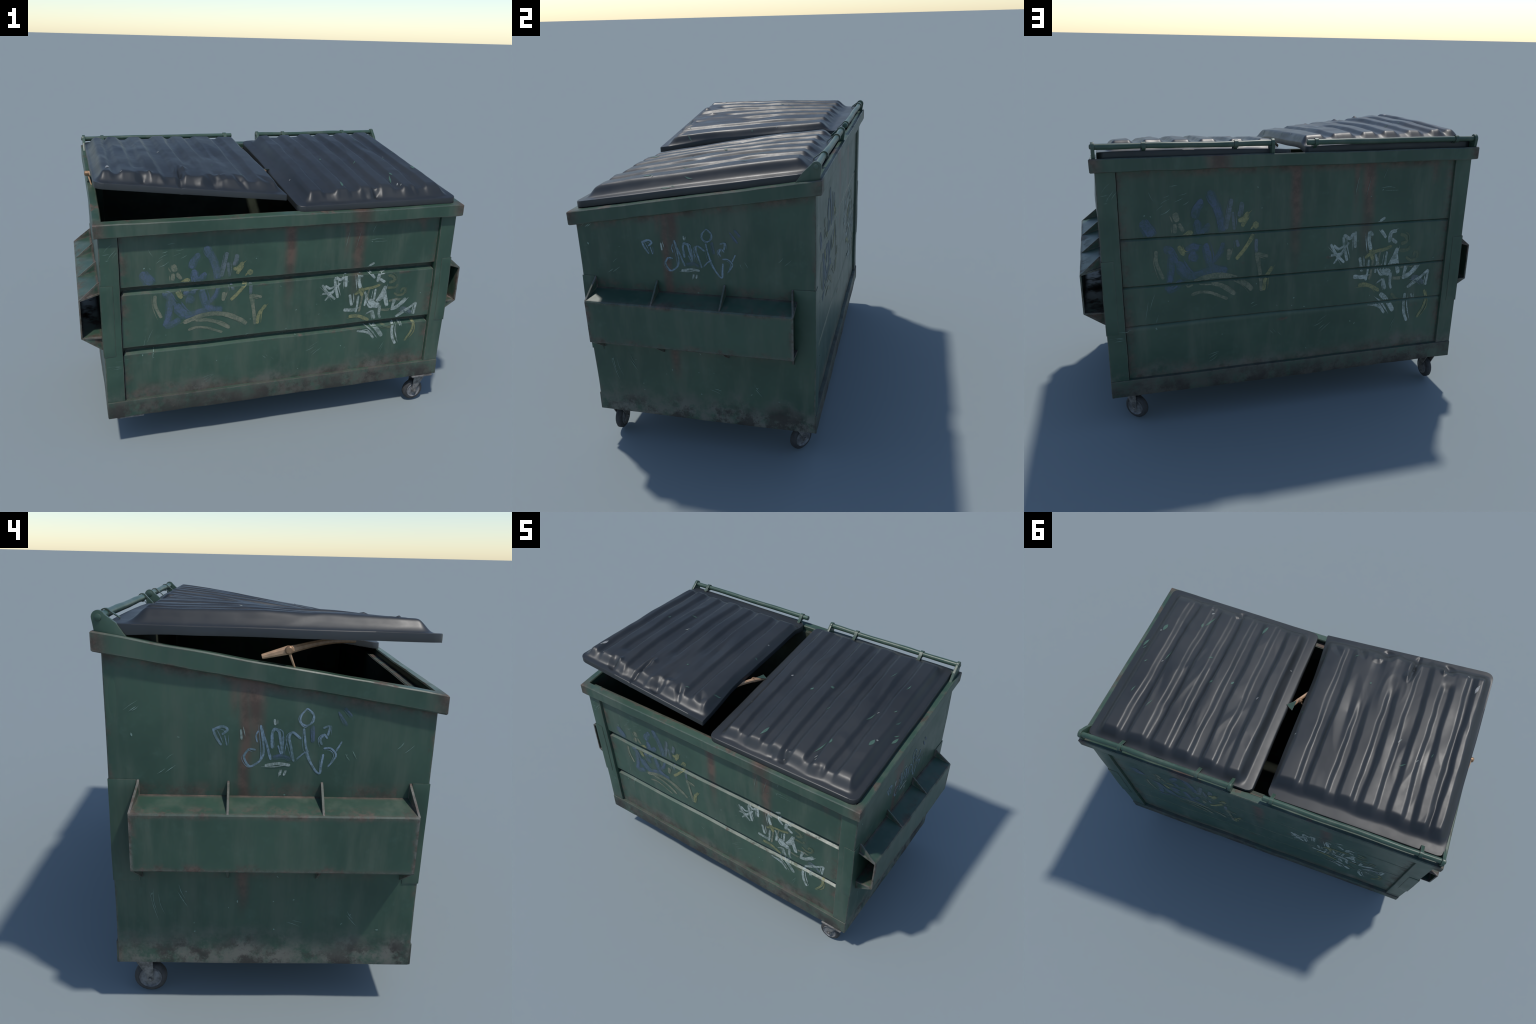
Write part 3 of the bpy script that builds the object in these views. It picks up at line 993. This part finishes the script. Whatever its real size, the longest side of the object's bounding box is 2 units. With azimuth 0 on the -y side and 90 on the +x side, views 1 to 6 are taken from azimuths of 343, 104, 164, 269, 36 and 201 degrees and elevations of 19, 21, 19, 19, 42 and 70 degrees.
# sprayed strokes: colour key, width, points (to the right, up) on that face
TAG_ONE = [
    ('b', 0.036, [(-0.719, 0.911), (-0.698, 0.887), (-0.672, 0.851)]),
    ('b', 0.022, [(-0.624, 0.8), (-0.599, 0.794), (-0.581, 0.762), (-0.563, 0.739)]),
    ('b', 0.022, [(-0.587, 0.769), (-0.592, 0.708), (-0.599, 0.674), (-0.616, 0.631)]),
    ('b', 0.022, [(-0.616, 0.631), (-0.584, 0.644), (-0.545, 0.665)]),
    ('b', 0.034, [(-0.563, 0.739), (-0.538, 0.709), (-0.512, 0.678)]),
    ('b', 0.026, [(-0.519, 0.676), (-0.473, 0.685), (-0.428, 0.694), (-0.385, 0.7), (-0.335, 0.691)]),
    ('b', 0.022, [(-0.446, 0.984), (-0.471, 0.956), (-0.487, 0.915)]),
    ('b', 0.025, [(-0.475, 0.907), (-0.466, 0.866), (-0.456, 0.838)]),
    ('b', 0.022, [(-0.456, 0.852), (-0.414, 0.885)]),
    ('b', 0.027, [(-0.417, 1.015), (-0.405, 0.994), (-0.382, 0.949), (-0.363, 0.904), (-0.353, 0.856)]),
    ('b', 0.016, [(-0.353, 0.808), (-0.369, 0.768), (-0.401, 0.733)]),
    ('b', 0.024, [(-0.434, 0.809), (-0.421, 0.759), (-0.408, 0.716), (-0.375, 0.702)]),
    ('b', 0.022, [(-0.524, 0.79), (-0.492, 0.801), (-0.466, 0.795)]),
    ('b', 0.031, [(-0.492, 0.78), (-0.492, 0.742)]),
    ('l', 0.018, [(-0.311, 0.981), (-0.327, 0.915), (-0.34, 0.862)]),
    ('l', 0.014, [(-0.308, 0.93), (-0.3, 0.858)]),
    ('l', 0.018, [(-0.262, 0.967), (-0.278, 0.911)]),
    ('l', 0.016, [(-0.29, 0.816), (-0.28, 0.787)]),
    ('t', 0.027, [(-0.571, 0.938), (-0.56, 0.904)]),
    ('t', 0.014, [(-0.553, 0.897), (-0.532, 0.865)]),
    ('t', 0.018, [(-0.572, 0.895), (-0.573, 0.859)]),
    ('y', 0.018, [(-0.523, 0.854), (-0.504, 0.859), (-0.494, 0.852)]),
    ('y', 0.020, [(-0.555, 0.807), (-0.543, 0.782), (-0.53, 0.77)]),
    ('y', 0.020, [(-0.281, 0.894), (-0.258, 0.899), (-0.232, 0.924)]),
    ('y', 0.018, [(-0.238, 0.908), (-0.264, 0.869)]),
    ('y', 0.031, [(-0.191, 0.883), (-0.204, 0.86)]),
    ('y', 0.016, [(-0.207, 0.843), (-0.223, 0.813), (-0.249, 0.778), (-0.292, 0.736)]),
    ('t', 0.022, [(-0.526, 0.641), (-0.48, 0.657), (-0.434, 0.67), (-0.368, 0.674), (-0.302, 0.659), (-0.247, 0.628), (-0.212, 0.599)]),
    ('t', 0.018, [(-0.467, 0.649), (-0.402, 0.642), (-0.352, 0.622), (-0.297, 0.587)]),
    ('t', 0.013, [(-0.504, 0.6), (-0.467, 0.61), (-0.418, 0.604), (-0.368, 0.584), (-0.334, 0.569)]),
    ('l', 0.016, [(-0.193, 0.814), (-0.195, 0.758)]),
    ('t', 0.016, [(-0.195, 0.758), (-0.18, 0.686), (-0.167, 0.59)]),
    ('t', 0.014, [(-0.188, 0.754), (-0.137, 0.738)]),
    ('y', 0.018, [(-0.157, 0.592), (-0.148, 0.646), (-0.114, 0.693)]),
    ('t', 0.016, [(-0.658, 0.793), (-0.657, 0.742), (-0.63, 0.677)]),
    ('t', 0.018, [(-0.326, 0.781), (-0.329, 0.736)]),
]
TAG_TWO = [
    ('w', 0.015, [(0.181, 0.768), (0.215, 0.72), (0.256, 0.684)]),
    ('w', 0.013, [(0.184, 0.719), (0.247, 0.724)]),
    ('w', 0.010, [(0.2, 0.682), (0.239, 0.728), (0.278, 0.77)]),
    ('w', 0.011, [(0.198, 0.763), (0.227, 0.746), (0.248, 0.755)]),
    ('w', 0.017, [(0.248, 0.796), (0.256, 0.744), (0.27, 0.69)]),
    ('w', 0.017, [(0.248, 0.803), (0.281, 0.787), (0.3, 0.809)]),
    ('w', 0.017, [(0.31, 0.815), (0.312, 0.745)]),
    ('w', 0.022, [(0.385, 0.812), (0.384, 0.774), (0.395, 0.731)]),
    ('w', 0.017, [(0.385, 0.812), (0.404, 0.793)]),
    ('y', 0.017, [(0.366, 0.698), (0.4, 0.716), (0.428, 0.724), (0.464, 0.728), (0.507, 0.741)]),
    ('y', 0.022, [(0.392, 0.731), (0.41, 0.686)]),
    ('w', 0.018, [(0.337, 0.701), (0.353, 0.638)]),
    ('w', 0.022, [(0.308, 0.618), (0.351, 0.613), (0.38, 0.614)]),
    ('w', 0.013, [(0.388, 0.689), (0.385, 0.639), (0.378, 0.596)]),
    ('t', 0.013, [(0.41, 0.686), (0.404, 0.637), (0.396, 0.598)]),
    ('w', 0.013, [(0.422, 0.71), (0.433, 0.677), (0.426, 0.627)]),
    ('t', 0.011, [(0.45, 0.725), (0.44, 0.676), (0.453, 0.657)]),
    ('w', 0.013, [(0.484, 0.719), (0.478, 0.658)]),
    ('w', 0.013, [(0.435, 0.853), (0.462, 0.867)]),
    ('w', 0.017, [(0.445, 0.814), (0.474, 0.78)]),
    ('w', 0.018, [(0.491, 0.757), (0.498, 0.799), (0.53, 0.807)]),
    ('w', 0.015, [(0.504, 0.774), (0.535, 0.753)]),
    ('k', 0.018, [(0.55, 0.791), (0.581, 0.778), (0.587, 0.756), (0.558, 0.748)]),
    ('k', 0.015, [(0.55, 0.72), (0.598, 0.719), (0.611, 0.735)]),
    ('k', 0.013, [(0.591, 0.687), (0.619, 0.67), (0.648, 0.674), (0.657, 0.699), (0.641, 0.707), (0.631, 0.69)]),
    ('w', 0.022, [(0.541, 0.731), (0.523, 0.69), (0.494, 0.646)]),
    ('w', 0.022, [(0.532, 0.718), (0.544, 0.666), (0.557, 0.614)]),
    ('w', 0.013, [(0.509, 0.648), (0.532, 0.674)]),
    ('w', 0.039, [(0.453, 0.661), (0.481, 0.629), (0.512, 0.622)]),
    ('w', 0.018, [(0.473, 0.597), (0.489, 0.547)]),
    ('w', 0.015, [(0.512, 0.622), (0.513, 0.574), (0.523, 0.547)]),
    ('w', 0.009, [(0.441, 0.582), (0.47, 0.597)]),
    ('t', 0.017, [(0.522, 0.595), (0.571, 0.59)]),
    ('t', 0.015, [(0.565, 0.642), (0.602, 0.649), (0.633, 0.643)]),
    ('w', 0.017, [(0.595, 0.65), (0.587, 0.585)]),
    ('w', 0.026, [(0.586, 0.592), (0.625, 0.61), (0.667, 0.647)]),
    ('l', 0.026, [(0.635, 0.591), (0.674, 0.583), (0.708, 0.557)]),
    ('w', 0.015, [(0.614, 0.545), (0.66, 0.569), (0.731, 0.618)]),
    ('w', 0.015, [(0.731, 0.618), (0.721, 0.548)]),
    ('y', 0.020, [(0.34, 0.578), (0.383, 0.577), (0.421, 0.562), (0.456, 0.543)]),
    ('w', 0.026, [(0.461, 0.528), (0.497, 0.502), (0.545, 0.439)]),
    ('w', 0.015, [(0.395, 0.487), (0.436, 0.479), (0.471, 0.463), (0.496, 0.434)]),
    ('k', 0.015, [(0.525, 0.525), (0.554, 0.499), (0.589, 0.487), (0.607, 0.504)]),
    ('w', 0.018, [(0.605, 0.519), (0.603, 0.467), (0.612, 0.42), (0.631, 0.383)]),
    ('y', 0.015, [(0.716, 0.526), (0.728, 0.49), (0.721, 0.449), (0.688, 0.395)]),
    ('w', 0.013, [(0.64, 0.515), (0.651, 0.488)]),
]
TAG_SIDE = [
    ('s', 0.009, [(-0.182, 1.041), (-0.174, 1.016), (-0.156, 0.986)]),
    ('s', 0.009, [(-0.182, 1.037), (-0.154, 1.048), (-0.138, 1.038), (-0.154, 1.021)]),
    ('s', 0.005, [(-0.146, 1.019), (-0.139, 0.985)]),
    ('w', 0.008, [(-0.097, 1.039), (-0.094, 1.005)]),
    ('s', 0.008, [(-0.071, 0.975), (-0.085, 0.947), (-0.068, 0.916), (-0.048, 0.923), (-0.029, 0.943), (-0.024, 0.978), (-0.036, 1.054)]),
    ('s', 0.009, [(-0.036, 1.048), (-0.016, 0.993), (-0.0, 0.939)]),
    ('s', 0.005, [(-0.042, 1.035), (-0.05, 1.018), (-0.045, 0.997)]),
    ('s', 0.008, [(-0.069, 0.975), (-0.049, 0.971)]),
    ('w', 0.009, [(0.006, 1.074), (0.009, 1.055)]),
    ('s', 0.010, [(0.003, 0.978), (-0.0, 1.019), (0.007, 1.042), (0.022, 1.034), (0.026, 1.015), (0.036, 0.968)]),
    ('s', 0.008, [(0.036, 1.02), (0.036, 0.968), (0.035, 0.955)]),
    ('s', 0.006, [(0.021, 0.989), (0.033, 0.955)]),
    ('b', 0.012, [(0.006, 0.95), (0.037, 0.955), (0.06, 0.945)]),
    ('s', 0.009, [(0.073, 0.936), (0.062, 0.986), (0.055, 1.016), (0.065, 1.033), (0.092, 1.012)]),
    ('s', 0.008, [(0.099, 1.046), (0.108, 0.991), (0.115, 0.965), (0.127, 0.933), (0.145, 0.904), (0.158, 0.898), (0.161, 0.927), (0.165, 0.962)]),
    ('s', 0.005, [(0.081, 0.943), (0.101, 0.963), (0.119, 0.972)]),
    ('s', 0.006, [(0.106, 1.109), (0.089, 1.088), (0.088, 1.065), (0.107, 1.055), (0.126, 1.068), (0.125, 1.091), (0.106, 1.109)]),
    ('b', 0.009, [(0.127, 1.055), (0.132, 1.004)]),
    ('s', 0.008, [(0.159, 0.992), (0.152, 1.009), (0.163, 1.026), (0.174, 1.013)]),
    ('s', 0.008, [(0.158, 1.047), (0.178, 1.052), (0.174, 1.022)]),
    ('s', 0.007, [(0.164, 0.981), (0.187, 0.981), (0.205, 0.96), (0.197, 0.94), (0.182, 0.92)]),
    ('s', 0.006, [(0.204, 0.971), (0.22, 1.004)]),
    ('b', 0.007, [(0.202, 1.098), (0.233, 1.057)]),
    ('b', 0.007, [(0.223, 1.111), (0.246, 1.084)]),
    ('w', 0.012, [(-0.018, 0.919), (0.023, 0.927), (0.063, 0.923)]),
    ('w', 0.007, [(0.036, 0.907), (0.031, 0.887)]),
    ('w', 0.007, [(0.049, 0.905), (0.043, 0.887)]),
]

# ------------------------------------------------------------------ sprayed tags and scratches
SPRAY = {
    'b': spray_paint('spray_blue', (0.078, 0.105, 0.190), 0.75),
    'l': spray_paint('spray_lavender', (0.130, 0.150, 0.190), 0.75),
    't': spray_paint('spray_tan', (0.215, 0.210, 0.150), 0.80),
    'y': spray_paint('spray_yellow', (0.270, 0.255, 0.115), 0.85),
    'k': spray_paint('spray_khaki', (0.130, 0.140, 0.080), 0.75),
    'w': spray_paint('spray_white', (0.370, 0.420, 0.400), 0.95),
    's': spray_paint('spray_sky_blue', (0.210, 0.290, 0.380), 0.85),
    'h': spray_paint('overspray_tan', (0.150, 0.150, 0.110), 0.22),
    'c': spray_paint('overspray_blue', (0.060, 0.085, 0.170), 0.40),
    'd': spray_paint('overspray_white', (0.250, 0.280, 0.270), 0.16),
    'g': spray_paint('paint_transfer', (0.060, 0.120, 0.098), 1.0),
    'p': spray_paint('pale_scuff', (0.300, 0.290, 0.290), 1.0),
    'x': spray_paint('pale_scratch', (0.230, 0.330, 0.290), 0.85),
}


def spline(pts, step):
    """Catmull-Rom through 2D points, evenly resampled."""
    P = [V((p[0], p[1], 0)) for p in pts]
    P = [P[0] * 2 - P[1]] + P + [P[-1] * 2 - P[-2]]
    out = []
    for i in range(1, len(P) - 2):
        a, b, c, d = P[i - 1:i + 3]
        n = max(2, int((c - b).length / step))
        for j in range(n):
            t = j / n
            out.append(0.5 * ((2 * b) + (c - a) * t + (2 * a - 5 * b + 4 * c - d) * t * t + (3 * b - a - 3 * c + d) * t ** 3))
    out.append(P[-2].copy())
    return out


def stroke(bm, pts, width, place, index, slot, step=0.004, blunt=True):
    """A flat painted band laid on the surface that place(s, t, lift) describes."""
    line = spline(pts, step)
    n = len(line)
    lift = 0.0007 + 0.000012 * index
    rows = []
    for i, p in enumerate(line):
        d = (line[min(i + 1, n - 1)] - line[max(i - 1, 0)])
        d = d.normalized() if d.length > 0 else V((1, 0, 0))
        nrm = V((-d.y, d.x, 0))
        t = i / max(1, n - 1)
        run = min(i, n - 1 - i) * step
        half = width / 2
        if blunt:
            half *= min(1.0, 0.55 + 0.45 * run / (width * 0.3 + 1e-6))
        else:
            half *= math.sin(math.pi * min(0.97, max(0.03, t)))
        half *= 1 + 0.16 * noise.noise(V((p.x * 40, p.y * 40, index)))
        wob = nrm * (0.05 * width * noise.noise(V((p.x * 25, p.y * 25, index + 9))))
        row = []
        for k in (-1, -0.4, 0.4, 1):
            q = p + wob + nrm * (half * k)
            w = place(q.x, q.y, lift)
            row.append(None if w is None else bm.verts.new(w))
        rows.append(row)
    for a, b in zip(rows, rows[1:]):
        for k in range(3):
            q = (a[k], a[k + 1], b[k + 1], b[k])
            if all(v is not None for v in q):
                f = bm.faces.new(q)
                f.material_index = slot


def on_front(s, z, lift):
    f = front_face(z)
    if f is None or abs(s) > 0.806 and abs(s) < 0.820:
        return None
    if abs(s) >= 0.820:
        f = BODY_Y
    return warp(V((s, -f, z))) + V((0, -lift, lift * 0.3))


def on_back(s, z, lift):
    z = 0.27 + (z - 0.27) * 1.2
    x = -s
    for seam in SEAMS:
        if seam - 0.010 < z < seam + 0.002:
            return None
    i = sum(1 for seam in SEAMS if z < seam)
    y = 0.5010 - 0.0010 * i
    if abs(x) > 0.80:
        y = BODY_Y
    return warp(V((x, y, z))) + V((0, lift, 0))


def on_left(s, z, lift):
    return warp(V((-BODY_X - side_relief(-s, z), -s, z))) + V((-lift, 0, 0))


def on_right(s, z, lift):
    return warp(V((BODY_X + side_relief(s - 0.035, z), s - 0.035, z))) + V((lift, 0, 0))


KEYS = list(SPRAY)
MATS = [SPRAY[k] for k in KEYS]


def tag(strokes, place, thin=1.0, name='graffiti_tag'):
    bm = bmesh.new()
    for i, (colour, width, pts) in enumerate(strokes):      # overspray first, then the line itself
        if colour in 'b':
            soft = [(s + 0.003 * math.sin(i * 2.1 + j), z - 0.004) for j, (s, z) in enumerate(pts)]
            stroke(bm, soft, width * 1.55 * thin, place, i - 30, KEYS.index('h' if colour in 'tyk' else 'c' if colour == 'b' else 'd'))
    for i, (colour, width, pts) in enumerate(strokes):
        stroke(bm, pts, width * thin, place, i, KEYS.index(colour))
    rnd = random.Random(len(strokes))
    for i, (colour, width, pts) in enumerate(strokes):      # thin second passes beside the lines
        off = rnd.choice((-1, 1)) * width * rnd.uniform(0.5, 0.9)
        shift = [(s + off + rnd.gauss(0, 0.003), z + off * 0.4 + rnd.gauss(0, 0.004)) for s, z in pts]
        stroke(bm, shift, width * rnd.uniform(0.22, 0.40), place, i + 50, KEYS.index(colour), 0.004, False)
    ob = finish(name, bm, MATS, recalc=False, smooth_angle=None)
    return ob


for place in (on_front, on_back):
    tag(TAG_ONE, place)
    tag(TAG_TWO, place, 0.85)
for place in (on_left, on_right):
    tag(TAG_SIDE, place, 0.85)

# scratches: clusters of near-parallel light nicks
def scratches(place, spots, seed, span):
    rnd = random.Random(seed)
    bm = bmesh.new()
    idx = 0
    for s, z, count, length, angle in spots:
        for _ in range(count):
            a = math.radians(angle + rnd.gauss(0, 6))
            l = length * rnd.uniform(0.5, 1.2)
            c = V((s + rnd.gauss(0, 0.014), z + rnd.gauss(0, 0.014), 0))
            d = V((math.cos(a), math.sin(a), 0)) * (l / 2)
            bend = V((-d.y, d.x, 0)) * rnd.uniform(-0.15, 0.15)
            stroke(bm, [(c - d).xy, (c + bend).xy, (c + d).xy], rnd.uniform(0.0012, 0.0028), place, 50 + idx % 30, KEYS.index('x'), 0.006, False)
            idx += 1
    for _ in range(26):      # chips
        s, z = rnd.uniform(-span, span), rnd.uniform(0.30, 1.05)
        a = rnd.uniform(0, 3.14)
        l = rnd.uniform(0.004, 0.012)
        d = V((math.cos(a), math.sin(a), 0)) * l / 2
        c = V((s, z, 0))
        stroke(bm, [(c - d).xy, c.xy, (c + d).xy], rnd.uniform(0.002, 0.006), place, 50 + idx % 30, KEYS.index('x'), 0.002, False)
        idx += 1
    finish('scratch_mark', bm, MATS, recalc=False, smooth_angle=None, kind='stuff')


FRONT_SCRATCHES = [(-0.845, 1.02, 4, 0.05, 50), (-0.86, 0.98, 2, 0.03, 8), (-0.85, 0.45, 5, 0.07, -5), (-0.62, 0.97, 4, 0.05, 20), (-0.53, 1.0, 4, 0.06, 14),
                   (-0.655, 1.02, 1, 0.035, -60), (-0.69, 0.55, 3, 0.10, 70), (-0.22, 0.535, 2, 0.03, 25), (0.45, 1.035, 1, 0.045, 75), (0.33, 1.0, 2, 0.09, 80),
                   (0.45, 0.985, 2, 0.08, 5), (0.15, 0.42, 4, 0.06, 30), (-0.1, 0.40, 3, 0.05, -45), (0.55, 0.36, 2, 0.06, 65), (-0.4, 0.33, 3, 0.06, 15)]
SIDE_SCRATCHES = [(0.26, 0.96, 2, 0.05, -55), (-0.36, 0.42, 3, 0.10, -80), (-0.28, 0.44, 2, 0.09, -62), (-0.42, 1.1, 3, 0.05, 35), (-0.31, 0.9, 3, 0.05, 40),
                  (0.30, 0.36, 3, 0.05, -50), (0.1, 0.35, 2, 0.06, -20), (0.4, 1.0, 2, 0.05, 40)]
scratches(on_front, FRONT_SCRATCHES, 5, 0.78)
scratches(on_back, FRONT_SCRATCHES, 5, 0.78)
scratches(on_left, SIDE_SCRATCHES, 9, 0.44)
scratches(on_right, SIDE_SCRATCHES, 9, 0.44)


# flecks of green paint and pale scuffs on the lids
def flecks(lid, ob, marks):
    bm = bmesh.new()
    for i, (key, x, y, l, w, ang) in enumerate(marks):
        a = math.radians(ang)
        d = V((math.cos(a), math.sin(a), 0)) * l / 2
        c = V((x, y, 0))
        stroke(bm, [(c - d).xy, (c - d * 0.1 + V((0.002, 0.001, 0))).xy, (c + d).xy], w, lambda s, t, lift: lid.point(s, t, lift + 0.0006), i, KEYS.index(key), 0.003, False)
    finish('paint_fleck', bm, MATS, parent=ob, recalc=False, smooth_angle=None, kind='stuff')


flecks(lid_right, lid_right_ob, [
    ('g', 0.295, -0.395, 0.060, 0.014, 75), ('g', 0.615, -0.300, 0.030, 0.012, 95), ('g', 0.590, -0.345, 0.085, 0.009, 70), ('p', 0.600, -0.405, 0.020, 0.007, 60),
    ('p', 0.610, -0.425, 0.012, 0.006, 50), ('g', 0.790, -0.215, 0.045, 0.020, 80), ('p', 0.805, -0.190, 0.012, 0.010, 20), ('g', 0.862, -0.110, 0.050, 0.014, 75),
    ('g', 0.855, -0.080, 0.030, 0.006, 50), ('g', 0.330, -0.02, 0.022, 0.012, 60), ('g', 0.430, 0.02, 0.022, 0.012, 45), ('g', 0.700, -0.06, 0.07, 0.006, 75),
    ('p', 0.715, -0.015, 0.014, 0.005, 60), ('g', 0.490, -0.12, 0.024, 0.006, 40), ('p', 0.180, 0.02, 0.018, 0.006, 65), ('g', 0.66, 0.25, 0.05, 0.004, 70),
    ('p', 0.085, -0.22, 0.009, 0.007, 30), ('g', 0.79, 0.02, 0.02, 0.007, 60), ('g', 0.83, -0.02, 0.04, 0.004, 75), ('g', 0.77, 0.2, 0.04, 0.006, 78)])
flecks(lid_left, lid_left_ob, [
    ('p', -0.835, -0.360, 0.055, 0.014, 75), ('g', -0.330, -0.240, 0.012, 0.010, 60), ('g', -0.055, -0.330, 0.040, 0.005, 55), ('p', -0.555, 0.02, 0.03, 0.008, 62),
    ('g', -0.215, -0.380, 0.026, 0.005, 35), ('p', -0.070, 0.15, 0.010, 0.006, 60), ('g', -0.060, 0.02, 0.012, 0.006, 30), ('g', -0.60, 0.14, 0.03, 0.008, 30),
    ('p', -0.78, -0.42, 0.012, 0.005, 20), ('p', -0.66, 0.10, 0.02, 0.004, 60), ('g', -0.72, 0.05, 0.022, 0.005, 75)])
